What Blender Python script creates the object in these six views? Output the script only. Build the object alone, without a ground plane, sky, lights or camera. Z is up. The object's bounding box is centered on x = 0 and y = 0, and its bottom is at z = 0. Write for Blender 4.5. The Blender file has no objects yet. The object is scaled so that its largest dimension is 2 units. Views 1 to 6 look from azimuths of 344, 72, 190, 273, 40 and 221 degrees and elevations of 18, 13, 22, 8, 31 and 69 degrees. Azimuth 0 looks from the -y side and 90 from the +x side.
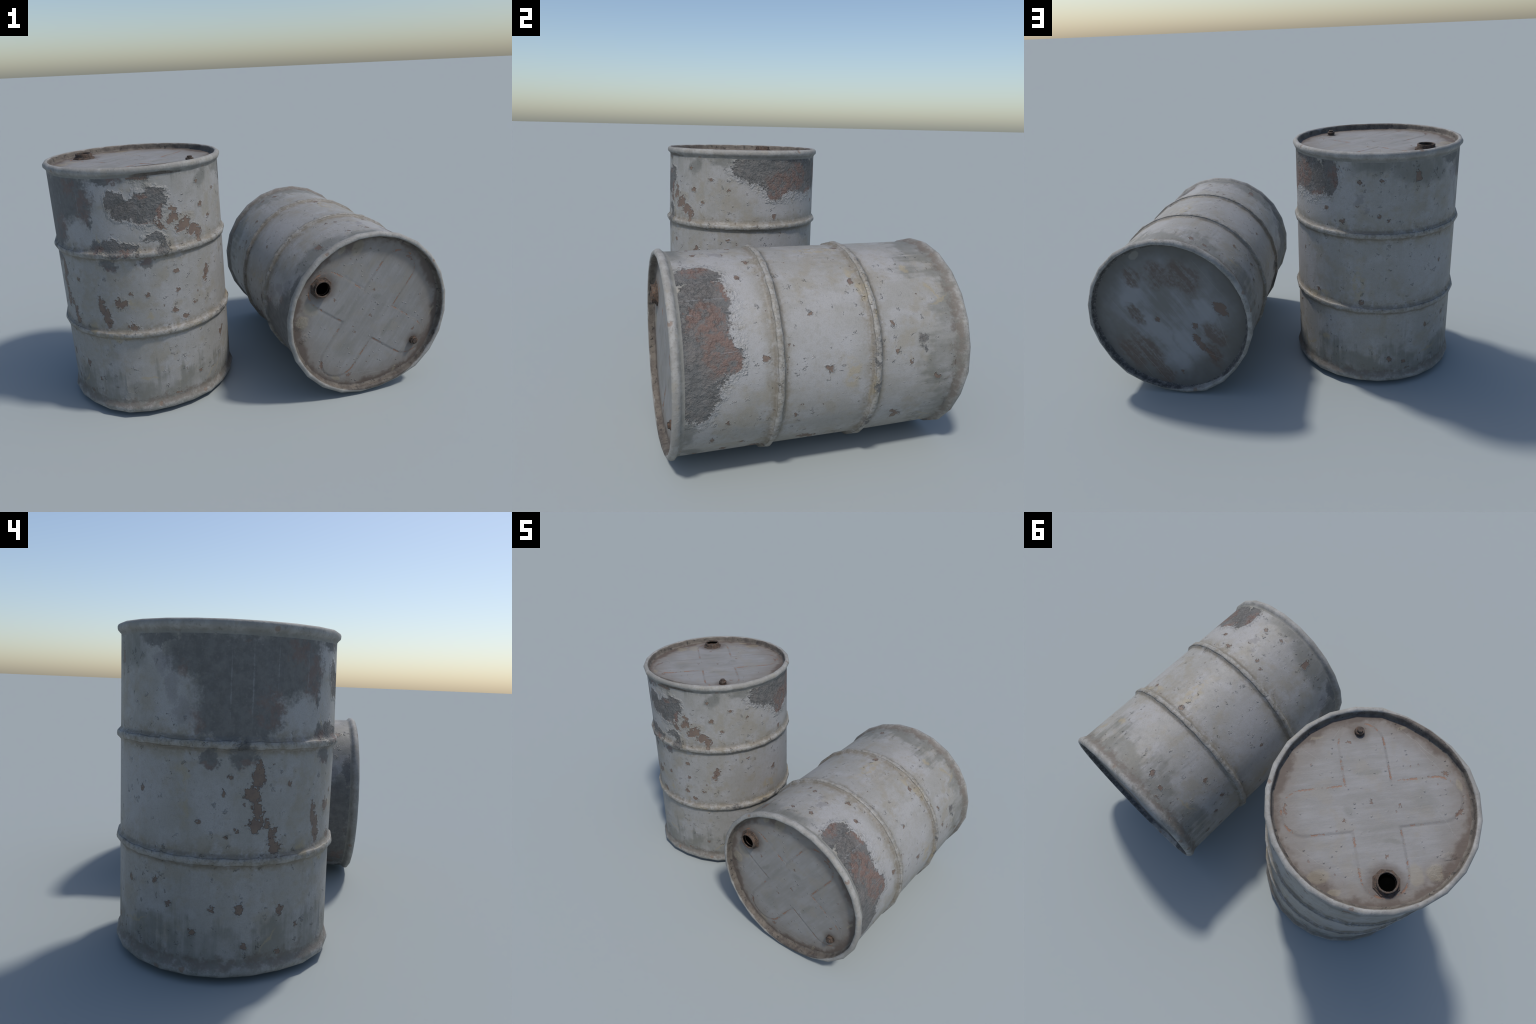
"""Two identical weathered grey steel drums: one standing, one lying on its side."""
import bpy, bmesh, math
from mathutils import Vector, Matrix, noise as mnoise

# ------------------------------------------------------------------ sizes (metres)
SIDES = 24                       # the drum is a 24-sided prism, smooth shaded
R_BODY, R_RIM, R_HOOP, R_FOOT = 0.4465, 0.4610, 0.4622, 0.4610
Z_TOP, Z_LID, Z_FOOT = 1.3195, 1.2870, 0.0227
HOOPS = (0.8915, 0.4690)
Z_BASE = Z_FOOT + 0.030          # recessed bottom plate
R_PLATE = 0.422
ARM, ARM_CAP = 0.1015, 0.288     # embossed cross: half width, centre of the round arm ends
BUNG, VENT = (0.0, -0.329), (0.001, 0.3456)


# ------------------------------------------------------------------ shader helpers
class Nodes:
    """Small expression layer over a shader node tree."""

    sector = 0.0                 # middle of the quarter turn this material is used on
    span = (-9.0, 9.0)           # heights this material is used at; spots elsewhere are left out

    def __init__(self, name):
        self.mat, self.flat = bpy.data.materials.new(name), {}
        self.mat.use_nodes = True
        self.t = self.mat.node_tree
        self.t.nodes.clear()
        tc = self.t.nodes.new("ShaderNodeTexCoord")
        self.P = tc.outputs["Object"]
        sep = self.t.nodes.new("ShaderNodeSeparateXYZ")
        self.t.links.new(self.P, sep.inputs[0])
        self.x, self.y, self.z = sep.outputs
        self.r = self.math("SQRT", self.math("ADD", self.math("MULTIPLY", self.x, self.x), self.math("MULTIPLY", self.y, self.y)))

    def put(self, sock, v):
        if isinstance(v, bpy.types.NodeSocket):
            self.t.links.new(v, sock)
        elif isinstance(v, (tuple, list)) and len(v) == 3 and sock.type == "RGBA":
            sock.default_value = (*v, 1)
        else:
            sock.default_value = v

    def math(self, op, a, b=0.0, c=None, clamp=False):
        n = self.t.nodes.new("ShaderNodeMath")
        n.operation, n.use_clamp = op, clamp
        self.put(n.inputs[0], a)
        self.put(n.inputs[1], b)
        if c is not None:
            self.put(n.inputs[2], c)
        return n.outputs[0]

    def add(self, *v):
        o = v[0]
        for k in v[1:]:
            o = self.math("ADD", o, k)
        return o

    def mul(self, *v):
        o = v[0]
        for k in v[1:]:
            o = self.math("MULTIPLY", o, k)
        return o

    def sub(self, a, b):
        return self.math("SUBTRACT", a, b)

    def mn(self, a, b):
        return self.math("MINIMUM", a, b)

    def mx(self, a, b):
        return self.math("MAXIMUM", a, b)

    def inv(self, a):
        return self.math("SUBTRACT", 1.0, a)

    def step(self, v, lo, hi, smooth=True):
        n = self.t.nodes.new("ShaderNodeMapRange")
        n.interpolation_type = "SMOOTHSTEP" if smooth else "LINEAR"
        self.put(n.inputs[0], v)
        self.put(n.inputs[1], lo)
        self.put(n.inputs[2], hi)
        return n.outputs[0]

    def vec(self, op, a, b=None, scale=None):
        n = self.t.nodes.new("ShaderNodeVectorMath")
        n.operation = op
        self.put(n.inputs[0], a)
        if b is not None:
            self.put(n.inputs[1], b)
        if scale is not None:
            self.put(n.inputs["Scale"], scale)
        return n.outputs["Value"] if op == "LENGTH" else n.outputs[0]

    def stretch(self, v, s):
        return self.vec("MULTIPLY", v, s)

    def noise(self, scale, detail=4.0, rough=0.55, v=None, colour=False, shift=None):
        n = self.t.nodes.new("ShaderNodeTexNoise")
        v = v or self.P
        if shift:
            v = self.vec("ADD", v, shift)
        self.put(n.inputs["Vector"], v)
        n.inputs["Scale"].default_value = scale
        n.inputs["Detail"].default_value = detail
        n.inputs["Roughness"].default_value = rough
        return n.outputs["Color" if colour else 0]

    def voronoi(self, scale, v=None, feature="F1", random=1.0):
        n = self.t.nodes.new("ShaderNodeTexVoronoi")
        n.feature = feature
        self.put(n.inputs["Vector"], v or self.P)
        n.inputs["Scale"].default_value = scale
        n.inputs["Randomness"].default_value = random
        return n

    def channel(self, c, i):
        n = self.t.nodes.new("ShaderNodeSeparateColor")
        self.put(n.inputs[0], c)
        return n.outputs[i]

    def mix(self, f, a, b, blend="MIX"):
        n = self.t.nodes.new("ShaderNodeMix")
        n.data_type, n.blend_type = "RGBA", blend
        self.put(n.inputs[0], f)
        self.put(n.inputs[6], a)
        self.put(n.inputs[7], b)
        return n.outputs[2]

    def warp(self, *terms):
        """object position pushed about by noise; terms are (scale, amount)"""
        v = self.P
        for i, (s, a) in enumerate(terms):
            c = self.vec("SUBTRACT", self.noise(s, 3.0, 0.6, colour=True, shift=(3.1 * i + 1, 7.7, 2.3)), (0.5, 0.5, 0.5))
            v = self.vec("ADD", v, self.vec("SCALE", c, scale=a))
        return v

    last = None

    def after(self, v):
        """v unchanged to the eye, but evaluated after the previous spot: keeps the shader stack short"""
        if self.last is None:
            return v
        n = self.t.nodes.new("ShaderNodeVectorMath")
        n.operation = "MULTIPLY_ADD"
        self.put(n.inputs[0], self.last)
        n.inputs[1].default_value = (1e-9, 1e-9, 1e-9)
        self.put(n.inputs[2], v)
        return n.outputs[0]

    def blob(self, v, loc, rot, scale):
        n = self.t.nodes.new("ShaderNodeMapping")
        n.vector_type = "TEXTURE"
        self.put(n.inputs["Vector"], v)
        n.inputs["Location"].default_value = loc
        n.inputs["Rotation"].default_value = rot
        n.inputs["Scale"].default_value = scale
        return self.vec("LENGTH", n.outputs[0])

    def unrolled(self, v):
        """wall position laid flat: (arc length from the middle of this quarter, height, 0)"""
        if v not in self.flat:
            c, k = math.cos(math.radians(self.sector)), math.sin(math.radians(self.sector))
            n = self.t.nodes.new("ShaderNodeSeparateXYZ")
            self.put(n.inputs[0], v)
            x, y, z = n.outputs
            turn = self.math("ARCTAN2", self.sub(self.mul(y, c), self.mul(x, k)), self.add(self.mul(x, c), self.mul(y, k)))
            m = self.t.nodes.new("ShaderNodeCombineXYZ")
            self.put(m.inputs[0], self.mul(turn, R_BODY))
            self.put(m.inputs[1], z)
            self.flat[v] = m.outputs[0]
        return self.flat[v]

    def on_wall(self, v, spots):
        """distance field to ellipses on the wall: (angle, height, half width, half height, tilt), 1 at the edge"""
        out, (lo, hi), near = None, self.span, []
        for a, z, w, h, *tilt in spots:
            up, side = (max(w, h),) * 2 if tilt else (h, w)
            off = (a - self.sector + 180) % 360 - 180
            if z + 1.45 * up + 0.045 > lo and z - 1.45 * up - 0.045 < hi and abs(off) < 45 + math.degrees((1.45 * side + 0.05) / R_BODY):
                near.append((math.radians(off) * R_BODY, z, w, h, *tilt))
        if not near:
            return 9.0
        v = self.unrolled(v)
        for i, (u, z, w, h, *tilt) in enumerate(near):
            q = self.after(v) if i % 5 == 0 else v
            if tilt:
                d = self.blob(q, (u, z, 0), (0, 0, math.radians(tilt[0])), (w, h, 1))
            else:
                n = self.t.nodes.new("ShaderNodeVectorMath")
                n.operation = "MULTIPLY_ADD"
                self.put(n.inputs[0], q)
                n.inputs[1].default_value = (1 / w, 1 / h, 0)
                n.inputs[2].default_value = (-u / w, -z / h, 0)
                d = self.vec("LENGTH", n.outputs[0])
            out = d if out is None else self.mn(out, d)
            self.last = out
        return out

    def on_plate(self, v, spots):
        """same on the flat end plates: (x, y, half x, half y, turn)"""
        out = None
        for i, (x, y, w, h, *turn) in enumerate(spots):
            d = self.blob(self.after(v) if i % 4 == 0 else v, (x, y, 0), (0, 0, math.radians(turn[0]) if turn else 0), (w, h, 40))
            out = d if out is None else self.mn(out, d)
            self.last = out
        return out

    def finish(self, colour, rough, height=None, metallic=0.0, spec=0.35):
        b = self.t.nodes.new("ShaderNodeBsdfPrincipled")
        o = self.t.nodes.new("ShaderNodeOutputMaterial")
        self.put(b.inputs["Base Color"], colour)
        self.put(b.inputs["Roughness"], rough)
        self.put(b.inputs["Metallic"], metallic)
        b.inputs["Specular IOR Level"].default_value = spec
        if height is not None:
            n = self.t.nodes.new("ShaderNodeBump")
            n.inputs["Strength"].default_value = 1.0
            n.inputs["Distance"].default_value = 1.0
            self.put(n.inputs["Height"], height)
            self.t.links.new(n.outputs[0], b.inputs["Normal"])
        self.t.links.new(b.outputs[0], o.inputs[0])
        return self.mat


# ------------------------------------------------------------------ shared colours
PAINT, PAINT_COOL, PAINT_WARM = (0.278, 0.270, 0.252), (0.318, 0.312, 0.306), (0.262, 0.240, 0.198)
GRIME, BROWN_DIRT, SLATE = (0.150, 0.149, 0.130), (0.125, 0.102, 0.084), (0.100, 0.100, 0.097)
PRIMER, CHIP, YELLOW = (0.180, 0.108, 0.085), (0.137, 0.094, 0.074), (0.315, 0.262, 0.165)

# ------------------------------------------------------------------ where things sit on the wall: (angle, height, half width, half height, tilt)
BLOOM = [(150, 1.03, 0.22, 0.11), (176, 1.03, 0.14, 0.10), (122, 1.12, 0.13, 0.10), (-160, 1.10, 0.08, 0.13), (20, 1.06, 0.17, 0.09), (-8, 0.98, 0.14, 0.09), (-74, 1.06, 0.07, 0.17),
         (6, 1.22, 0.08, 0.09), (140, 0.70, 0.22, 0.16), (-166, 0.36, 0.12, 0.11), (-100, 0.72, 0.22, 0.18)]
TOP_GRIME = [(-112, 1.22, 0.17, 0.085), (-140, 1.25, 0.14, 0.05), (-95, 1.20, 0.07, 0.06), (80, 1.22, 0.06, 0.06), (100, 1.26, 0.08, 0.03)]
STAINS = [(-179, 0.512, 0.050, 0.026), (172, 0.487, 0.060, 0.022), (160, 0.470, 0.060, 0.016), (-175, 0.265, 0.040, 0.022), (15, 0.462, 0.110, 0.020), (28, 0.66, 0.040, 0.035), (35, 0.57, 0.030, 0.030),
          (-65, 0.72, 0.025, 0.13), (-150, 0.62, 0.030, 0.14), (128, 0.58, 0.09, 0.05), (60, 0.46, 0.10, 0.022), (118, 0.475, 0.09, 0.020), (-3, 0.50, 0.035, 0.028), (5, 0.98, 0.015, 0.03)]
RUNS = [(168, 0.145, 0.060, 0.006, 35), (162, 0.14, 0.005, 0.06, 20), (85, 0.16, 0.006, 0.07, -30), (78, 0.14, 0.05, 0.006, 30), (-20, 0.16, 0.006, 0.06, -35), (30, 0.21, 0.05, 0.007), (-95, 0.19, 0.09, 0.005, 25)]
SMOOTH_BARE = [(-40, 1.12, 0.190, 0.20), (-55, 1.20, 0.19, 0.10), (-18, 1.16, 0.150, 0.13), (-14, 1.24, 0.17, 0.06), (-3, 1.15, 0.085, 0.10), (3, 1.06, 0.025, 0.05), (-80, 1.255, 0.11, 0.030), (-45, 1.00, 0.140, 0.11), (-28, 1.00, 0.090, 0.085),
               (16, 1.265, 0.10, 0.028), (-42, 0.945, 0.17, 0.045), (-53, 0.838, 0.036, 0.046), (-38, 0.850, 0.058, 0.045), (12, 0.845, 0.055, 0.036, -25), (36, 0.845, 0.045, 0.032), (5, 0.93, 0.03, 0.05)]
ROUGH_BARE = [(27, 1.125, 0.070, 0.050, 25), (40, 1.12, 0.090, 0.080), (46, 1.17, 0.060, 0.052), (20, 1.17, 0.045, 0.040), (14, 0.935, 0.060, 0.036), (25, 0.925, 0.06, 0.030), (43, 0.970, 0.058, 0.022, -8),
              (50, 0.925, 0.012, 0.045), (150, 1.195, 0.185, 0.125), (170, 1.175, 0.125, 0.110), (-172, 1.19, 0.055, 0.105), (125, 1.215, 0.130, 0.075), (141, 1.09, 0.055, 0.060)]
SCABS = [(142, 0.465, 0.024, 0.022), (134, 0.472, 0.034, 0.022), (119, 0.468, 0.034, 0.018), (94, 0.472, 0.036, 0.018), (143, 0.252, 0.026, 0.026), (136, 0.250, 0.022, 0.018), (47, 0.905, 0.034, 0.020),
         (-38, 0.895, 0.026, 0.026), (20, 0.89, 0.05, 0.012)]
PRIMER_SPOTS = [(147, 1.135, 0.115, 0.080), (162, 1.17, 0.080, 0.085), (178, 1.095, 0.060, 0.022, 30), (-166, 1.18, 0.045, 0.075), (140, 1.08, 0.05, 0.05), (47, 1.06, 0.020, 0.065, -20), (36, 1.035, 0.090, 0.020),
                (38, 1.18, 0.030, 0.020), (0, 1.13, 0.060, 0.085), (-10, 1.22, 0.05, 0.05), (-62, 0.97, 0.06, 0.05), (-25, 1.02, 0.06, 0.08), (-66, 1.10, 0.02, 0.09), (21, 1.26, 0.040, 0.030), (-34, 0.825, 0.045, 0.022),
                (-53, 0.815, 0.024, 0.018), (12, 0.825, 0.040, 0.030, -35), (36, 0.855, 0.04, 0.02), (6, 0.925, 0.035, 0.028), (24, 0.905, 0.050, 0.018)]
DRIPS = [(-44, 1.10, 0.0030, 0.14), (-34, 1.11, 0.0035, 0.16), (-22, 1.16, 0.0025, 0.09), (-5, 1.14, 0.0030, 0.09), (173, 1.17, 0.0040, 0.11), (165, 1.22, 0.0025, 0.05), (145, 1.10, 0.0025, 0.06)]
FLAKES = [(56, 1.05, 0.040, 0.020, 28), (63, 1.01, 0.050, 0.026, 28), (70, 0.975, 0.042, 0.026, 20), (74, 0.945, 0.018, 0.038), (57, 1.095, 0.016, 0.018), (48, 1.025, 0.034, 0.010, -35), (36, 1.265, 0.050, 0.012),
          (-30, 0.79, 0.018, 0.055), (-33, 0.715, 0.026, 0.030), (-30, 0.665, 0.018, 0.045), (-31, 0.605, 0.026, 0.026), (-25, 0.600, 0.014, 0.020, 40), (-22, 0.55, 0.013, 0.038), (-20, 0.51, 0.024, 0.024),
          (4, 0.625, 0.016, 0.055), (7, 0.560, 0.020, 0.055), (17, 0.65, 0.010, 0.030), (79, 0.72, 0.012, 0.045, -22), (18, 0.64, 0.030, 0.024), (24, 0.51, 0.024, 0.018), (95, 0.335, 0.010, 0.035, -35)]
CHIPS = [(-150, 1.17, 0.013, 0.013), (-162, 0.96, 0.014, 0.012), (-174, 1.015, 0.015, 0.011), (-112, 1.19, 0.018, 0.026), (-136, 1.18, 0.010, 0.008), (-137, 0.995, 0.008, 0.012), (-131, 0.97, 0.010, 0.008),
         (178, 0.535, 0.013, 0.012), (-148, 0.51, 0.014, 0.014), (-99, 0.34, 0.012, 0.013), (-117, 0.14, 0.014, 0.011), (-113, 0.08, 0.018, 0.015), (-127, 0.16, 0.014, 0.016), (-80, 0.37, 0.013, 0.013),
         (140, 0.95, 0.013, 0.012), (131, 0.68, 0.014, 0.013), (161, 0.75, 0.008, 0.008), (152, 0.39, 0.011, 0.010), (137, 0.38, 0.009, 0.008), (130, 0.31, 0.009, 0.009), (120, 0.18, 0.015, 0.013),
         (127, 0.08, 0.015, 0.012), (106, 0.82, 0.011, 0.009), (106, 1.10, 0.008, 0.008), (93, 1.155, 0.016, 0.010), (86, 1.02, 0.011, 0.011), (78, 1.09, 0.014, 0.011)]
MORE_CHIPS = [(76, 1.21, 0.010, 0.012), (55, 0.78, 0.013, 0.011), (55, 0.68, 0.010, 0.010), (35, 0.68, 0.011, 0.011), (25, 0.69, 0.009, 0.009), (52, 0.575, 0.014, 0.013), (59, 0.53, 0.019, 0.018), (67, 0.59, 0.011, 0.011),
              (92, 0.34, 0.014, 0.017), (68, 0.18, 0.010, 0.009), (50, 0.09, 0.020, 0.011, -20), (-16, 0.27, 0.010, 0.020, 15), (-5, 0.195, 0.009, 0.011), (-37, 0.29, 0.016, 0.020, -20), (-15, 0.275, 0.011, 0.015),
              (-59, 0.19, 0.012, 0.011), (-34, 0.14, 0.012, 0.012), (-16, 0.10, 0.016, 0.012), (-72, 0.29, 0.010, 0.009), (-50, 0.285, 0.010, 0.010), (-46, 0.72, 0.008, 0.009), (-43, 0.78, 0.010, 0.008),
              (-57, 0.61, 0.008, 0.008), (-39, 0.58, 0.008, 0.008), (-44, 0.56, 0.007, 0.008), (-13, 0.75, 0.006, 0.011), (-89, 0.71, 0.008, 0.010), (-22, 0.54, 0.012, 0.02), (132, 0.69, 0.012, 0.012)]
BRUISES = [(-151, 1.075, 0.026, 0.028), (-146, 1.03, 0.015, 0.02), (-72, 1.09, 0.030, 0.06), (-78, 1.17, 0.035, 0.05), (-66, 1.00, 0.05, 0.05)]


# ------------------------------------------------------------------ the painted wall
def painted_wall(name, low, high, sector):
    """paint for one stretch of wall; only the spots that reach this stretch are put in"""
    n = Nodes(name)
    n.span, n.sector = (low, high), sector
    A, B, C = n.noise(7, 3, 0.6, colour=True), n.noise(26, 3, 0.6, colour=True), n.noise(88, 2, 0.6, colour=True)
    half = (0.5, 0.5, 0.5)
    push = [n.vec("SUBTRACT", c, half) for c in (A, B, C)]
    a0, a1, a2 = (n.channel(A, i) for i in range(3))
    b0, b1, b2 = (n.channel(B, i) for i in range(3))
    c0, c1, c2 = (n.channel(C, i) for i in range(3))

    def moved(*amounts):
        v = n.P
        for p, k in zip(push, amounts):
            if k:
                v = n.vec("ADD", v, n.vec("SCALE", p, scale=k))
        return v

    rag, crisp, fog = moved(0.045, 0.080, 0.030), moved(0, 0.030, 0.032), moved(0.15, 0.045, 0.010)
    fine = n.noise(45, 5, 0.72)
    grain = n.noise(250, 1, 0.5)
    streak = n.noise(1.0, 4, 0.65, v=n.stretch(n.P, (26, 26, 2.4)))

    # bare slate-grey metal where the paint has come away
    smooth_bare = n.on_wall(rag, SMOOTH_BARE)
    rough_bare = n.on_wall(rag, ROUGH_BARE)
    m_smooth = n.inv(n.step(n.add(smooth_bare, n.mul(n.sub(c0, 0.5), 0.5)), 0.62, 1.06))
    m_rough = n.inv(n.step(n.add(rough_bare, n.mul(n.sub(c1, 0.5), 0.45)), 0.88, 1.04))
    m_scab = n.mul(n.inv(n.step(n.on_wall(crisp, SCABS), 0.6, 1.2)), n.step(b2, 0.38, 0.50))
    rough_part = n.mx(m_rough, m_scab)
    bare = n.mx(m_smooth, rough_part)

    # flakes and chips that show brown
    chip_d = n.mn(n.on_wall(moved(0.02, 0.055, 0.040), FLAKES), n.mn(n.on_wall(crisp, CHIPS), n.on_wall(crisp, MORE_CHIPS)))
    m_chip = n.inv(n.step(n.add(chip_d, n.mul(n.sub(c2, 0.5), 0.9)), 0.84, 1.08))
    cell = n.voronoi(19, v=crisp)
    size = n.channel(cell.outputs["Color"], 1)
    specks = n.mul(n.step(n.channel(cell.outputs["Color"], 0), 0.60, 0.61), n.inv(n.step(n.math("DIVIDE", n.add(cell.outputs["Distance"], n.mul(n.sub(c0, 0.5), 0.16)), n.add(0.04, n.mul(size, size, 0.10))), 0.65, 1.05)))
    m_any = n.mul(n.mx(m_chip, n.mul(specks, 0.85)), n.inv(n.mul(bare, 0.6)))

    # paint: cool, plain and warm tones in cloudy patches and runs
    col = n.mix(n.step(n.add(n.mul(a0, 0.72), n.mul(streak, 0.28)), 0.42, 0.62), PAINT, PAINT_COOL)
    col = n.mix(n.mul(n.step(n.add(n.mul(a1, 0.65), n.mul(b0, 0.35)), 0.48, 0.62), 0.70), col, PAINT_WARM)
    col = n.mix(n.mul(n.step(fine, 0.46, 0.74), 0.22), col, GRIME)
    col = n.mix(n.mul(n.step(streak, 0.54, 0.72), n.step(a2, 0.40, 0.60), 0.30), col, GRIME)
    bloom = n.inv(n.step(n.on_wall(fog, BLOOM), 0.50, 1.15))
    col = n.mix(n.mul(bloom, n.step(fine, 0.25, 0.6), 0.60), col, (0.352, 0.348, 0.352))

    # grime: a ragged dark tide at the foot, a band under the rim, dirt along the hoops
    if low < 0.45:
        tide = n.add(0.225, n.mul(n.sub(a2, 0.5), 0.46), n.mul(n.sub(streak, 0.5), 0.30), n.mul(n.sub(b1, 0.5), 0.06))
        foot = n.mul(n.inv(n.step(n.sub(n.z, tide), -0.07, 0.03)), n.step(n.add(n.mul(a1, 0.65), n.mul(streak, 0.35)), 0.30, 0.58))
        col = n.mix(n.mul(foot, 0.74), col, GRIME)
        sill = n.add(0.098, n.mul(n.sub(b0, 0.5), 0.16), n.mul(n.sub(c0, 0.5), 0.05))
        col = n.mix(n.mul(n.inv(n.step(n.sub(n.z, sill), -0.03, 0.02)), 0.70), col, BROWN_DIRT)
    if high > 1.0:
        drip_top = n.add(1.245, n.mul(n.sub(0.5, streak), 0.34), n.mul(n.sub(a2, 0.5), 0.30))
        col = n.mix(n.mul(n.step(n.sub(n.z, drip_top), -0.01, 0.06), 0.60), col, GRIME)
        col = n.mix(n.mul(n.inv(n.step(n.on_wall(fog, TOP_GRIME), 0.4, 1.15)), 0.68), col, (0.135, 0.136, 0.122))
    for zh, up, down in ((HOOPS[0], 0.085, 0.060), (HOOPS[1], 0.085, 0.055)):
        if not (low < zh + 0.13 and high > zh - 0.13):
            continue
        d = n.math("DIVIDE", n.sub(n.z, zh), n.add(0.35, n.mul(b1, 1.1)))
        band = n.mul(n.inv(n.step(d, 0.02, up)), n.step(d, -down, -0.02))
        col = n.mix(n.mul(band, n.step(n.add(n.mul(b0, 0.6), n.mul(c1, 0.4)), 0.34, 0.58), 0.76), col, (0.190, 0.166, 0.127))

    # yellow-buff stains and runs
    col = n.mix(n.mul(n.inv(n.step(n.on_wall(fog, STAINS), 0.45, 1.1)), n.step(b2, 0.36, 0.56), 0.55), col, YELLOW)
    if low < 0.4:
        col = n.mix(n.mul(n.inv(n.step(n.on_wall(moved(0.12, 0.02, 0.01), RUNS), 0.6, 1.3)), 0.45), col, YELLOW)

    # what the bare patches show: slate, red-brown primer, pale drips
    slate = n.mix(n.step(n.add(n.mul(b1, 0.5), n.mul(fine, 0.5)), 0.38, 0.62), SLATE, (0.146, 0.144, 0.139))
    slate = n.mix(n.mul(n.step(streak, 0.50, 0.70), 0.30), slate, (0.155, 0.158, 0.160))
    red = n.mul(n.inv(n.step(n.add(n.on_wall(rag, PRIMER_SPOTS), n.mul(n.sub(fine, 0.5), 1.6)), 0.60, 1.10)), n.step(b0, 0.34, 0.54))
    slate = n.mix(n.mul(red, n.sub(0.85, n.mul(m_smooth, 0.35))), slate, PRIMER)
    slate = n.mix(n.mul(n.step(c2, 0.54, 0.72), 0.40), slate, (0.185, 0.176, 0.166))
    slate = n.mix(n.mul(rough_part, n.step(n.add(n.mul(a2, 0.5), n.mul(b1, 0.5)), 0.46, 0.60), 0.24), slate, (0.140, 0.104, 0.086))
    col = n.mix(n.mul(bare, 0.94), col, slate)
    if high > 1.0:
        col = n.mix(n.mul(n.inv(n.step(n.on_wall(moved(0, 0.008, 0), DRIPS), 0.3, 1.2)), n.step(fine, 0.35, 0.6), 0.45), col, (0.30, 0.304, 0.312))
        col = n.mix(n.mul(n.inv(n.step(n.on_wall(rag, BRUISES), 0.6, 1.2)), 0.40), col, (0.155, 0.148, 0.156))
    col = n.mix(n.mul(m_any, 0.92), col, n.mix(n.step(fine, 0.38, 0.62), CHIP, (0.172, 0.120, 0.088)))

    # hoop crests: rubbed pale, mottled with dirt
    crest = n.step(n.r, R_BODY + 0.006, R_HOOP - 0.005)
    if high - low < 0.1:
        # dark brown band in the crease on either side, broken up
        col = n.mix(n.mul(n.inv(n.step(n.r, R_BODY - 0.001, R_BODY + 0.010)), n.inv(n.step(n.math("ABSOLUTE", n.sub(n.z, (low + high) / 2)), 0.021, 0.033)), n.step(n.add(n.mul(b2, 0.6), n.mul(c0, 0.4)), 0.36, 0.56), n.inv(bare), 0.55), col, (0.135, 0.115, 0.088))
        col = n.mix(n.mul(crest, n.step(b1, 0.40, 0.58), n.inv(m_scab), 0.62), col, (0.318, 0.308, 0.286))
        col = n.mix(n.mul(crest, n.step(c0, 0.53, 0.66), 0.55), col, (0.150, 0.142, 0.126))
    col = n.mix(n.mul(n.sub(grain, 0.42), 0.5), col, (0.09, 0.09, 0.09))

    # relief: paint thickness, blisters, scaly rust, grain
    bl = n.voronoi(30, v=moved(0, 0.045, 0.045))
    where = n.step(n.add(n.mul(a0, 0.6), n.mul(b2, 0.4)), 0.42, 0.56)
    blister = n.mul(n.inv(n.step(bl.outputs["Distance"], 0.05, 0.30)), n.step(n.channel(bl.outputs["Color"], 1), 0.60, 0.62), where)
    clean = n.inv(bare)
    scaly = n.add(n.mul(fine, 0.0080), n.mul(b0, 0.0110), n.mul(c1, 0.0050), -0.0130)
    if isinstance(rough_bare, bpy.types.NodeSocket):
        crackle = n.voronoi(34, v=rag, feature="DISTANCE_TO_EDGE")
        scaly = n.add(scaly, n.mul(n.inv(n.step(crackle.outputs["Distance"], 0.0, 0.09)), n.step(a1, 0.45, 0.56), -0.0022))
    halo = n.mul(n.inv(n.step(rough_bare, 1.0, 1.45)), n.inv(rough_part))
    lip = n.mul(n.inv(n.step(chip_d, 0.95, 1.7)), n.inv(m_any), clean)
    h = n.add(n.mul(rough_part, scaly), n.mul(m_smooth, n.inv(rough_part), n.sub(n.mul(fine, 0.0030), 0.0022)),
              n.mul(m_any, clean, -0.0030), n.mul(lip, 0.0016), n.mul(halo, n.add(0.0010, n.mul(c2, 0.0060))),
              n.mul(blister, clean, 0.0052), n.mul(n.step(c1, 0.62, 0.74), clean, where, 0.0010),
              n.mul(fine, 0.0009), n.mul(grain, 0.0002), n.mul(crest, b2, 0.0065))
    return n.finish(col, n.add(0.55, n.mul(bare, 0.12), n.mul(n.sub(fine, 0.5), 0.30)), h)


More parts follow.
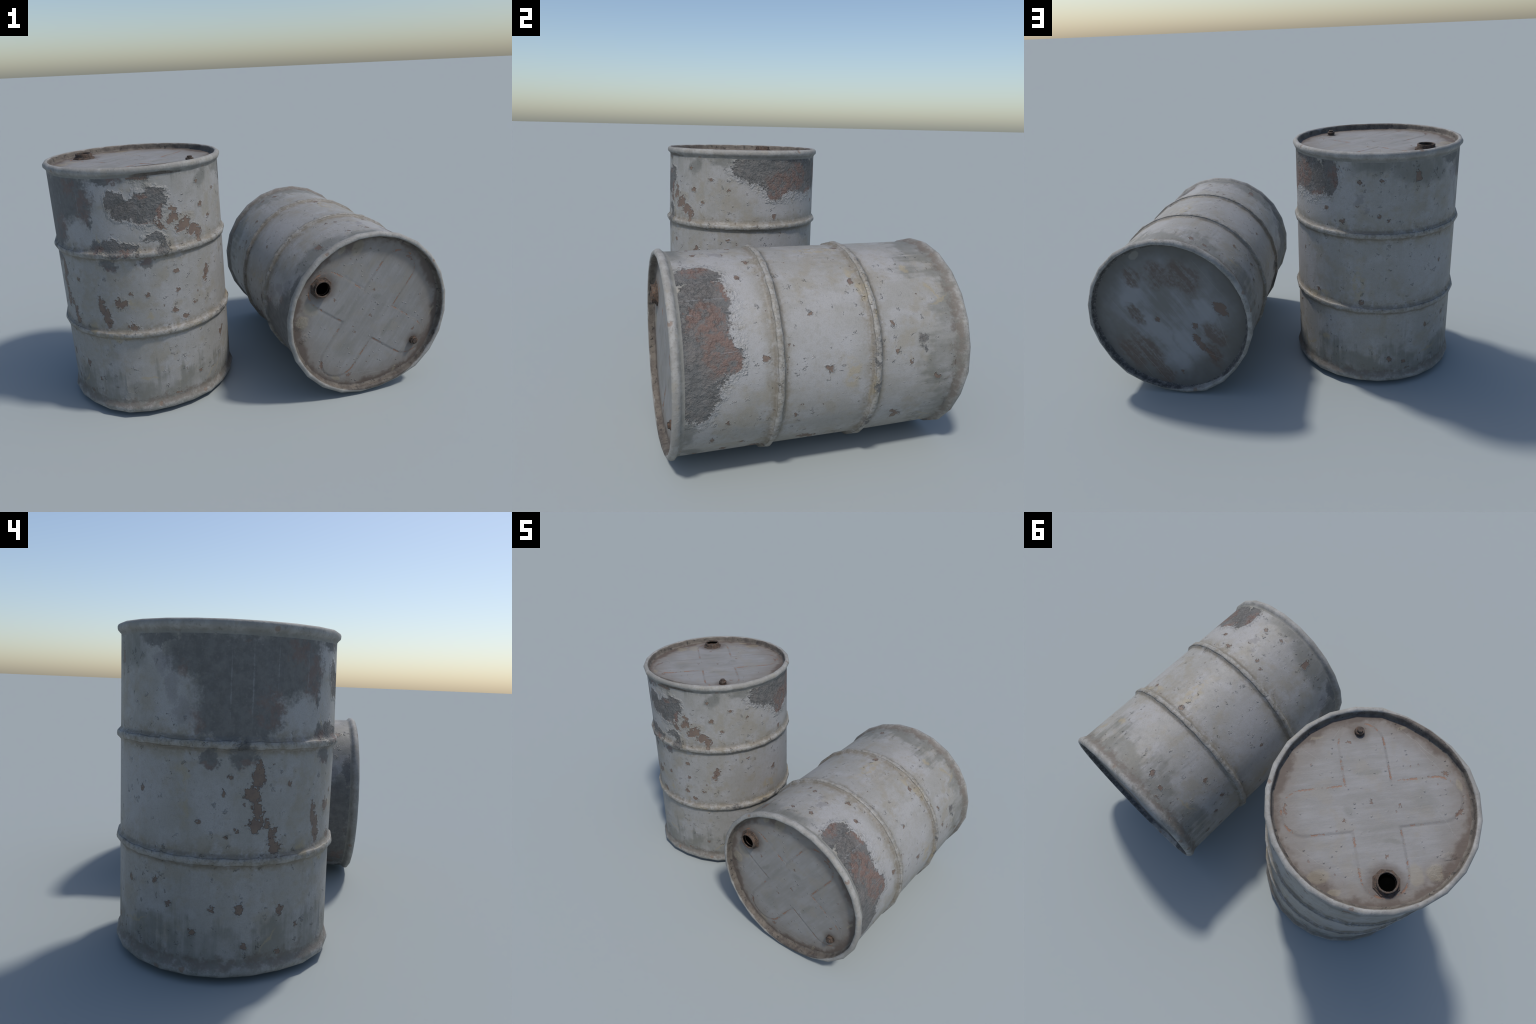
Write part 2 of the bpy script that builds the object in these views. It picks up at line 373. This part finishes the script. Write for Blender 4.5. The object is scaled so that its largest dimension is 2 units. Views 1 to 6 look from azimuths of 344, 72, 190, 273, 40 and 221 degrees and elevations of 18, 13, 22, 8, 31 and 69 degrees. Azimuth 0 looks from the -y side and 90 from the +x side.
# ------------------------------------------------------------------ rolled rims
def rolled_rim(name):
    n = Nodes(name)
    fine = n.noise(60, 5, 0.7)
    patch = n.noise(14, 5, 0.65, shift=(3, 0, 1))
    col = n.mix(n.step(patch, 0.40, 0.62), (0.245, 0.237, 0.219), (0.318, 0.311, 0.294))
    col = n.mix(n.mul(n.step(n.noise(22, 4, 0.6, shift=(9, 2, 2)), 0.56, 0.66), 0.5), col, PAINT_WARM)
    low = n.inv(n.step(n.z, 0.3, 0.4))
    A, B, C = n.noise(7, 3, 0.6, colour=True), n.noise(26, 3, 0.6, colour=True), n.noise(88, 2, 0.6, colour=True)
    foot = n.mul(low, n.step(n.add(n.mul(n.channel(A, 1), 0.65), n.mul(n.noise(1.0, 4, 0.65, v=n.stretch(n.P, (26, 26, 2.4))), 0.35)), 0.30, 0.58), n.step(n.z, 0.060, 0.085))
    col = n.mix(n.mul(foot, 0.74), col, GRIME)
    sill = n.add(0.098, n.mul(n.sub(n.channel(B, 0), 0.5), 0.16), n.mul(n.sub(n.channel(C, 0), 0.5), 0.05))
    edge = n.add(0.060, n.mul(n.sub(n.noise(20, 5, 0.7), 0.5), 0.075))
    col = n.mix(n.mul(low, n.step(n.sub(n.z, edge), -0.016, 0.010), n.inv(n.step(n.sub(n.z, sill), -0.03, 0.02)), 0.74), col, BROWN_DIRT)
    col = n.mix(n.mul(low, n.step(n.noise(26, 4, 0.7, shift=(1, 2, 7)), 0.50, 0.60), 0.5), col, GRIME)
    col = n.mix(n.mul(n.step(fine, 0.56, 0.68), 0.55), col, (0.145, 0.137, 0.125))
    under = n.mul(n.inv(n.step(n.add(n.z, n.mul(n.sub(patch, 0.5), 0.02)), 1.278, 1.292)), n.inv(low))
    col = n.mix(n.mul(under, 0.55), col, GRIME)
    cell = n.voronoi(19, v=n.warp((60, 0.02)))
    chip = n.mul(n.step(n.channel(cell.outputs["Color"], 0), 0.82, 0.83), n.inv(n.step(cell.outputs["Distance"], 0.16, 0.30)))
    col = n.mix(n.mul(chip, 0.7), col, (0.195, 0.135, 0.100))
    # inner face: brown darkened for recess shadow, black pits on top, dark rust below
    inner = n.inv(n.step(n.add(n.r, n.mul(n.sub(fine, 0.5), 0.006)), 0.4330, 0.4375))
    brown = n.mix(n.step(n.noise(18, 5, 0.7, shift=(0, 7, 0)), 0.38, 0.62), (0.062, 0.049, 0.041), (0.125, 0.106, 0.086))
    pits = n.mul(n.step(n.noise(44, 4, 0.7, shift=(0, 0, 6)), 0.60, 0.64), 0.85)
    brown = n.mix(pits, brown, (0.030, 0.028, 0.026))
    dark = n.mix(n.step(n.noise(50, 5, 0.75), 0.45, 0.6), (0.045, 0.045, 0.046), (0.135, 0.130, 0.125))
    col = n.mix(n.mul(inner, 0.92), col, n.mix(low, brown, dark))
    h = n.add(n.mul(fine, 0.0022), n.mul(patch, 0.0030), n.mul(chip, -0.0015), n.mul(n.noise(200, 3), 0.0003), n.mul(inner, pits, -0.002))
    return n.finish(col, n.add(0.55, n.mul(fine, 0.2)), h)


# ------------------------------------------------------------------ top plate
def cross_distance(n):
    """signed distance to the outline of the embossed cross (two crossing round-ended bars)"""
    def bar(a, b):
        over = n.mx(n.sub(n.math("ABSOLUTE", a), ARM_CAP), 0.0)
        return n.sub(n.math("SQRT", n.add(n.mul(over, over), n.mul(b, b))), ARM)
    return n.mn(bar(n.x, n.y), bar(n.y, n.x))


def top_plate(name):
    n = Nodes(name)
    fine = n.noise(48, 6, 0.7)
    coarse = n.noise(6, 5, 0.6)
    brushed = n.noise(1.0, 5, 0.65, v=n.stretch(n.P, (5, 34, 5)))
    col = n.mix(n.step(n.add(n.mul(coarse, 0.5), n.mul(brushed, 0.5)), 0.36, 0.66), (0.210, 0.203, 0.191), (0.256, 0.250, 0.245))
    col = n.mix(n.mul(n.step(n.noise(9, 4, 0.6, shift=(4, 4, 4)), 0.52, 0.66), 0.40), col, (0.235, 0.212, 0.175))
    dark = n.on_plate(n.warp((14, 0.05), (50, 0.01)), [(0.008, 0.156, 0.075, 0.020), (0.02, -0.10, 0.10, 0.016), (0.23, 0.00, 0.06, 0.07), (-0.10, -0.02, 0.03, 0.03), (0.30, -0.24, 0.04, 0.03), (0.05, -0.16, 0.06, 0.015), (-0.04, 0.05, 0.07, 0.02)])
    col = n.mix(n.mul(n.inv(n.step(dark, 0.4, 1.2)), n.step(brushed, 0.34, 0.60), 0.50), col, GRIME)
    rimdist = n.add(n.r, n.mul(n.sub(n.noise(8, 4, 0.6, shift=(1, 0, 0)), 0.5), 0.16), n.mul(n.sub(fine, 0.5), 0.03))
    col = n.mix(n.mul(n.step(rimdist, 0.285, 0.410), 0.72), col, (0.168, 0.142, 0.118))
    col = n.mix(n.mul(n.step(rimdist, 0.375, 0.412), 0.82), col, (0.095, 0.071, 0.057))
    buff = n.on_plate(n.warp((22, 0.035)), [(0.126, -0.309, 0.034, 0.050), (0.205, -0.312, 0.040, 0.040), (0.192, 0.344, 0.025, 0.010), (-0.191, 0.338, 0.035, 0.008), (-0.213, -0.343, 0.03, 0.015), (0.39, 0.05, 0.012, 0.03), (-0.27, -0.27, 0.05, 0.03)])
    col = n.mix(n.mul(n.inv(n.step(buff, 0.7, 1.1)), 0.40), col, (0.28, 0.245, 0.175))
    # stains round the fittings
    for (x, y), r0, r1 in ((BUNG, 0.055, 0.105), (VENT, 0.016, 0.062)):
        d = n.vec("LENGTH", n.vec("MULTIPLY", n.vec("SUBTRACT", n.warp((25, 0.03)), (x, y, 0)), (1, 1, 0)))
        col = n.mix(n.mul(n.inv(n.step(d, r0, r1)), 0.72), col, (0.105, 0.082, 0.068))
    # worn outline of the cross
    sd = n.math("ABSOLUTE", n.add(cross_distance(n), n.mul(n.sub(n.noise(140, 3, 0.6), 0.5), 0.016)))
    line = n.inv(n.step(sd, 0.0015, 0.0058))
    worn = n.step(n.noise(11, 5, 0.75, shift=(6, 1, 3)), 0.50, 0.57)
    col = n.mix(n.mul(n.inv(n.step(sd, 0.002, 0.010)), 0.26), col, (0.130, 0.122, 0.112))
    col = n.mix(n.mul(line, worn, 0.85), col, (0.240, 0.128, 0.080))
    # chips, scratches, blisters
    spots = n.inv(n.step(n.on_plate(n.warp((40, 0.04), (120, 0.04)), [(-0.002, 0.019, 0.008, 0.011), (0.118, -0.009, 0.006, 0.009), (-0.130, -0.052, 0.007, 0.009), (-0.371, 0.020, 0.007, 0.030), (0.360, -0.070, 0.030, 0.005, 38), (-0.055, 0.30, 0.011, 0.008), (0.34, 0.11, 0.01, 0.01), (0.02, -0.22, 0.006, 0.01)]), 0.85, 1.05))
    cell = n.voronoi(30, v=n.warp((80, 0.015)))
    specks = n.mul(n.step(n.channel(cell.outputs["Color"], 0), 0.88, 0.89), n.inv(n.step(cell.outputs["Distance"], 0.10, 0.17)))
    col = n.mix(n.mul(n.mx(spots, n.mul(specks, 0.6)), 0.85), col, (0.165, 0.106, 0.078))
    scr = n.on_plate(n.warp((6, 0.05)), [(0.25, 0.27, 0.0018, 0.13, 40), (0.28, 0.20, 0.0014, 0.11, 30), (-0.10, 0.35, 0.0016, 0.05, -35), (-0.22, 0.26, 0.0014, 0.06, 50), (0.30, -0.10, 0.0014, 0.10, 25), (-0.28, -0.20, 0.0014, 0.10, 55)])
    col = n.mix(n.mul(n.inv(n.step(scr, 0.4, 1.3)), 0.30), col, (0.32, 0.31, 0.285))
    bl = n.voronoi(46, v=n.warp((60, 0.012)))
    where = n.step(n.noise(7, 3, 0.5, shift=(2, 2, 2)), 0.44, 0.56)
    blister = n.mul(n.inv(n.step(bl.outputs["Distance"], 0.02, 0.28)), n.step(n.channel(bl.outputs["Color"], 1), 0.66, 0.68), where)
    scab = n.mul(n.inv(n.step(n.on_plate(n.warp((30, 0.03)), [(0.215, -0.315, 0.045, 0.045), (0.28, -0.25, 0.04, 0.02)]), 0.5, 1.1)), n.noise(70, 4, 0.75))
    h = n.add(n.mul(blister, 0.0034), n.mul(n.mx(spots, n.mul(specks, 0.5)), -0.0018), n.mul(line, worn, -0.0010), n.mul(fine, 0.0012), n.mul(brushed, 0.0012), n.mul(scab, 0.0050), n.mul(n.noise(220, 2), 0.0002))
    return n.finish(col, n.add(0.52, n.mul(fine, 0.22)), h)


def bottom_plate(name):
    n = Nodes(name)
    fine = n.noise(40, 6, 0.7)
    brushed = n.noise(1.0, 6, 0.65, v=n.stretch(n.P, (2.2, 30, 5)))
    coarse = n.noise(6, 5, 0.6, shift=(0, 3, 0))
    mix0 = n.add(n.mul(coarse, 0.5), n.mul(brushed, 0.5))
    col = n.mix(n.step(mix0, 0.40, 0.60), (0.165, 0.162, 0.153), (0.225, 0.230, 0.238))
    fog = n.warp((8, 0.12), (34, 0.035))
    pale = n.on_plate(fog, [(-0.255, 0.10, 0.12, 0.10), (0.026, 0.105, 0.16, 0.05), (0.165, 0.018, 0.13, 0.06), (0.062, -0.198, 0.07, 0.08), (0.228, 0.117, 0.10, 0.06)])
    col = n.mix(n.mul(n.inv(n.step(pale, 0.5, 1.2)), 0.7), col, (0.262, 0.270, 0.283))
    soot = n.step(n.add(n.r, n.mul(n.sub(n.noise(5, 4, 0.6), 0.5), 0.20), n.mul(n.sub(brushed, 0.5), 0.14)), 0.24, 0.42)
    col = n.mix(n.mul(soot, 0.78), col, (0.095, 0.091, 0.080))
    rust = n.on_plate(fog, [(-0.139, -0.213, 0.13, 0.09), (-0.24, -0.10, 0.09, 0.09), (-0.29, 0.02, 0.06, 0.06), (0.08, 0.24, 0.17, 0.06), (0.04, 0.33, 0.12, 0.06), (0.214, -0.147, 0.10, 0.055), (-0.128, 0.151, 0.09, 0.03), (0.25, 0.26, 0.08, 0.06), (0.31, -0.06, 0.08, 0.05)])
    m = n.mul(n.inv(n.step(rust, 0.6, 1.15)), n.step(n.add(n.mul(brushed, 0.6), n.mul(fine, 0.4)), 0.38, 0.56))
    col = n.mix(n.mul(m, 0.85), col, (0.112, 0.084, 0.067))
    chips = n.on_plate(n.warp((35, 0.05), (110, 0.04)), [(0.112, -0.274, 0.055, 0.028, -10), (-0.030, 0.064, 0.011, 0.013), (0.112, -0.088, 0.014, 0.018), (0.293, 0.157, 0.012, 0.012), (0.20, -0.041, 0.055, 0.022, 8), (0.30, -0.05, 0.05, 0.014)])
    mc = n.inv(n.step(chips, 0.85, 1.05))
    col = n.mix(n.mul(mc, 0.88), col, (0.137, 0.094, 0.072))
    scr = n.on_plate(n.warp((5, 0.03)), [(0.14, 0.275, 0.20, 0.0018), (0.15, 0.225, 0.18, 0.0018), (0.1, 0.33, 0.15, 0.0015), (0.22, -0.20, 0.13, 0.0015, 20), (-0.2, 0.2, 0.12, 0.0014), (0.30, -0.05, 0.10, 0.0016, -30), (-0.05, -0.33, 0.15, 0.0014), (-0.3, 0.0, 0.1, 0.0014)])
    col = n.mix(n.mul(n.inv(n.step(scr, 0.4, 1.3)), 0.35), col, (0.27, 0.27, 0.255))
    blot = n.inv(n.step(n.on_plate(n.warp((30, 0.02)), [(-0.385, -0.085, 0.020, 0.035)]), 0.8, 1.05))
    col = n.mix(n.mul(blot, 0.5), col, (0.25, 0.24, 0.21))
    h = n.add(n.mul(fine, 0.0012), n.mul(brushed, 0.0012), n.mul(mc, -0.0015), n.mul(n.noise(200, 2), 0.0003))
    return n.finish(col, n.add(0.55, n.mul(fine, 0.2)), h)


def rusty_fitting(name):
    n = Nodes(name)
    a = n.noise(45, 5, 0.7)
    b = n.noise(120, 4, 0.7)
    col = n.mix(n.step(a, 0.38, 0.62), (0.045, 0.036, 0.030), (0.100, 0.068, 0.050))
    col = n.mix(n.mul(n.step(b, 0.54, 0.66), 0.5), col, (0.185, 0.095, 0.052))
    col = n.mix(n.mul(n.step(n.noise(70, 3, shift=(4, 4, 0)), 0.56, 0.66), 0.4), col, (0.15, 0.138, 0.122))
    return n.finish(col, 0.78, n.add(n.mul(a, 0.0022), n.mul(b, 0.0012)))


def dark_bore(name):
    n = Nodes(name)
    return n.finish(n.mix(n.noise(40), (0.0012, 0.0012, 0.0012), (0.002, 0.002, 0.0018)), 1.0, spec=0.0)  # lightless depth of the open neck, painted near-black on a shallow cap


# ------------------------------------------------------------------ geometry
# knocks in the two ends: radius change at every 15 degrees from -30 to 120; they fade out towards the hoops
FOOT_KNOCKS = (-0.004, -0.005, 0.006, 0.013, 0.004, -0.007, -0.008, -0.004, -0.008, -0.007, 0.001)
RIM_KNOCKS = (0.0, 0.0, 0.001, 0.0, -0.009, -0.017, -0.012, 0.001, 0.003, 0.002, 0.0)


def knocked(v):
    x, y, z = v
    r = math.hypot(x, y)
    if r < 1e-6:
        return v
    at = (math.degrees(math.atan2(y, x)) + 30.0) / 15.0

    def lookup(table):
        i = math.floor(at)
        f = at - i
        get = lambda k: table[k] if 0 <= k < len(table) else 0.0
        return get(i) * (1 - f) + get(i + 1) * f
    foot = lookup(FOOT_KNOCKS) * min(max((HOOPS[1] - 0.03 - z) / (HOOPS[1] - 0.11), 0.0), 1.0)
    rim = lookup(RIM_KNOCKS) * min(max((z - HOOPS[0] - 0.03) / (Z_TOP - HOOPS[0] - 0.08), 0.0), 1.0)
    k = (foot + rim) * min(r / R_PLATE, 1.0) ** 3 / r
    return (x * (1 + k), y * (1 + k), z)


def turned_surface(profile, sides=SIDES, phase=0.0):
    """verts/faces of a profile [(radius, height)] turned round z"""
    verts, faces = [], []
    for r, z in profile:
        for k in range(sides):
            a = phase + 2 * math.pi * k / sides
            verts.append((r * math.cos(a), r * math.sin(a), z))
    for i in range(len(profile) - 1):
        for k in range(sides):
            j = (k + 1) % sides
            faces.append((i * sides + k, i * sides + j, (i + 1) * sides + j, (i + 1) * sides + k))
    return verts, faces


def make_mesh(name, verts, faces, mat, smooth=True):
    me = bpy.data.meshes.new(name)
    me.from_pydata(verts, [], faces)
    me.materials.append(mat)
    for p in me.polygons:
        p.use_smooth = smooth
    me.update()
    return me


def hoop_profile(z):
    b = R_BODY
    return [(b, z - 0.034), (b + 0.0004, z - 0.0245), (b + 0.0075, z - 0.0165), (R_HOOP - 0.0012, z - 0.0100), (R_HOOP, z), (R_HOOP - 0.0012, z + 0.0100), (b + 0.0075, z + 0.0165), (b + 0.0004, z + 0.0245), (b, z + 0.034)]


def drum_sections():
    """the drum wall from the bottom plate edge up, over the rim, down to the lid: (part, profile points)"""
    f, t, b = Z_FOOT, Z_TOP, R_BODY
    # inner lip, roll and flare of the foot; the rim the same way up
    foot = [(R_PLATE, Z_BASE), (0.4295, Z_BASE - 0.003), (0.4322, Z_BASE - 0.010), (0.4335, f + 0.007), (0.4370, f + 0.0012), (0.4430, f), (0.4505, f + 0.0022), (0.4577, f + 0.0095), (R_FOOT, f + 0.018), (R_FOOT, f + 0.030), (0.4572, f + 0.038), (b + 0.0035, f + 0.051), (b + 0.0004, f + 0.060), (b, f + 0.070)]
    rim = [(b, t - 0.050), (b + 0.0003, t - 0.0415), (0.4515, t - 0.0350), (0.4593, t - 0.0280), (R_RIM, t - 0.0210), (R_RIM, t - 0.0120), (0.4573, t - 0.0050), (0.4500, t - 0.0003), (0.4420, t), (0.4365, t - 0.0030), (0.4332, t - 0.0100), (0.4322, Z_LID + 0.009), (0.4295, Z_LID + 0.003), (R_PLATE, Z_LID)]
    h2, h1 = hoop_profile(HOOPS[1]), hoop_profile(HOOPS[0])
    return [("chime_rim", foot), ("wall_panel", [foot[-1], h2[0]]), ("rolling_hoop", h2), ("wall_panel", [h2[-1], h1[0]]), ("rolling_hoop", h1), ("wall_panel", [h1[-1], rim[0]]), ("chime_rim", rim)]


def build_wall(mats):
    """one smooth surface, then separated by region; every part keeps the whole drum's normals"""
    sections = drum_sections()
    whole = []
    for _, pts in sections:
        whole += pts if not whole else pts[1:]
    verts, faces = turned_surface(whole)
    verts = [knocked(v) for v in verts]
    full = make_mesh("whole", verts, faces, mats["chime_rim"])
    normals = [v.normal.copy() for v in full.vertices]
    bpy.data.meshes.remove(full)
    parts, row = [], 0
    for kind, pts in sections:
        n = len(pts)
        v, fc = verts[row * SIDES:(row + n) * SIDES], turned_surface(pts)[1]
        heights = [p[1] for p in pts]
        if kind == "chime_rim":
            me = make_mesh(kind, v, fc, mats[kind])
        else:
            quarters = [painted_wall("weathered_grey_paint", min(heights), max(heights), 45 + 90 * q) for q in range(4)]
            me = make_mesh(kind, v, fc, quarters[0])
            for m in quarters[1:]:
                me.materials.append(m)
            for p in me.polygons:
                p.material_index = (p.index % SIDES) * 4 // SIDES
        me.normals_split_custom_set_from_vertices([normals[row * SIDES + i] for i in range(len(v))])
        parts.append((kind, me))
        row += n - 1
    return parts


def polygon_radius(a):
    """radius of the 24-sided outline at angle a, for circumradius 1"""
    s = 2 * math.pi / SIDES
    return math.cos(s / 2) / math.cos((a % s) - s / 2)


def cross_height(x, y):
    def bar(a, b):
        return math.hypot(max(abs(a) - ARM_CAP, 0.0), b) - ARM
    d = min(bar(x, y), bar(y, x))
    t = min(max((0.005 - d) / 0.010, 0.0), 1.0)
    return 0.0014 * t * t * (3 - 2 * t) - 0.0010 * math.exp(-((d - 0.006) / 0.004) ** 2)


def plate(name, mat, z, up, relief):
    """end plate: fine polar mesh out to the 24-sided edge, with its relief as real height"""
    sect, rings = SIDES * 10, 84
    verts, faces = [(0, 0, z + up * relief(0, 0))], []
    for i in range(1, rings + 1):
        for k in range(sect):
            a = 2 * math.pi * k / sect
            f = i / rings
            r = R_PLATE * f * (1 + (polygon_radius(a) - 1) * f)
            x, y = r * math.cos(a), r * math.sin(a)
            verts.append((x, y, z + up * relief(x, y) * min(1.0, (1 - f) * 14)))
    for k in range(sect):
        j = (k + 1) % sect
        faces.append((0, 1 + k, 1 + j) if up > 0 else (0, 1 + j, 1 + k))
        for i in range(rings - 1):
            q = (1 + i * sect + k, 1 + (i + 1) * sect + k, 1 + (i + 1) * sect + j, 1 + i * sect + j)
            faces.append(q if up > 0 else q[::-1])
    return make_mesh(name, [knocked(v) for v in verts], faces, mat)


def lid_relief(x, y):
    return cross_height(x, y) + 0.0012 * mnoise.noise(Vector((x * 7, y * 7, 3.0)))


def base_relief(x, y):
    return 0.0018 * mnoise.noise(Vector((x * 6, y * 6, 9.0)))


def turned_part(name, profile, mat, sides, centre, phase=0.0, sharp=35):
    v, f = turned_surface(profile, sides, phase)
    v = [(x + centre[0], y + centre[1], z) for x, y, z in v]
    me = make_mesh(name, v, f, mat)
    if sharp is not None:
        me.set_sharp_from_angle(angle=math.radians(sharp))
    return me


def build_parts():
    rimm = rolled_rim("worn_rim_paint")
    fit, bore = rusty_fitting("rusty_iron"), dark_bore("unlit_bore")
    parts = [(k, m, None) for k, m in build_wall({"chime_rim": rimm})]
    parts.append(("lid", plate("lid", top_plate("scuffed_lid_paint"), Z_LID, 1, lid_relief), None))
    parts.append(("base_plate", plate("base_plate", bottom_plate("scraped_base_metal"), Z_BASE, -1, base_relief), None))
    z = Z_LID - 0.002
    # filler bung: eight-sided flange, short open neck, black bore
    parts.append(("filler_neck", turned_part("filler_neck", [(0.0450, z), (0.0455, z + 0.0290), (0.0445, z + 0.0315), (0.0400, z + 0.0320), (0.0380, z + 0.0300), (0.0375, z + 0.0050)], fit, 20, BUNG), None))
    parts.append(("neck_flange", turned_part("neck_flange", [(0.0610, z), (0.0600, z + 0.0070), (0.0575, z + 0.0095), (0.0515, z + 0.0100), (0.0505, z + 0.0140), (0.0445, z + 0.0145)], fit, 8, BUNG, 0.2, 25), "filler_neck"))
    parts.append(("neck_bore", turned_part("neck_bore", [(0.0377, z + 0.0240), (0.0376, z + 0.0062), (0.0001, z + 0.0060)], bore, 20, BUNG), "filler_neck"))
    # vent plug: washer, collar, small square-shouldered cap
    parts.append(("vent_plug", turned_part("vent_plug", [(0.0160, z), (0.0170, z + 0.0090), (0.0215, z + 0.0110), (0.0215, z + 0.0200), (0.0195, z + 0.0225), (0.0125, z + 0.0230)], fit, 10, VENT), None))
    parts.append(("plug_cap", turned_part("plug_cap", [(0.0138, z + 0.0225), (0.0135, z + 0.0300), (0.0115, z + 0.0320), (0.0001, z + 0.0322)], fit, 8, VENT, 0.3), "vent_plug"))
    parts.append(("plug_washer", turned_part("plug_washer", [(0.0240, z), (0.0235, z + 0.0045), (0.0165, z + 0.0055)], fit, 16, VENT), "vent_plug"))
    return parts


def place_drum(parts, matrix, label):
    thing = bpy.data.objects.new("steel_drum", None)
    bpy.context.scene.collection.objects.link(thing)
    thing.empty_display_size = 0.2
    thing.matrix_world = matrix
    thing["label"], thing["category"] = label, "oil drum"
    made = {}
    for kind, me, owner in parts:
        ob = bpy.data.objects.new(kind, me)
        bpy.context.scene.collection.objects.link(ob)
        ob.parent = made[owner] if owner else thing
        made.setdefault(kind, ob)
    return thing


parts = build_parts()
standing = Matrix.Translation((-0.5404, 0.0098, 0.0)) @ Matrix.Rotation(math.radians(230.1), 4, "Z")
lying = Matrix.Translation((0.5404, 0.6712, 0.4615)) @ Matrix.Rotation(math.radians(90), 4, "X") @ Matrix.Rotation(math.radians(234.3), 4, "Z")
place_drum(parts, standing, "standing grey steel drum with peeling paint and rust")
place_drum(parts, lying, "grey steel drum lying on its side, chipped paint")
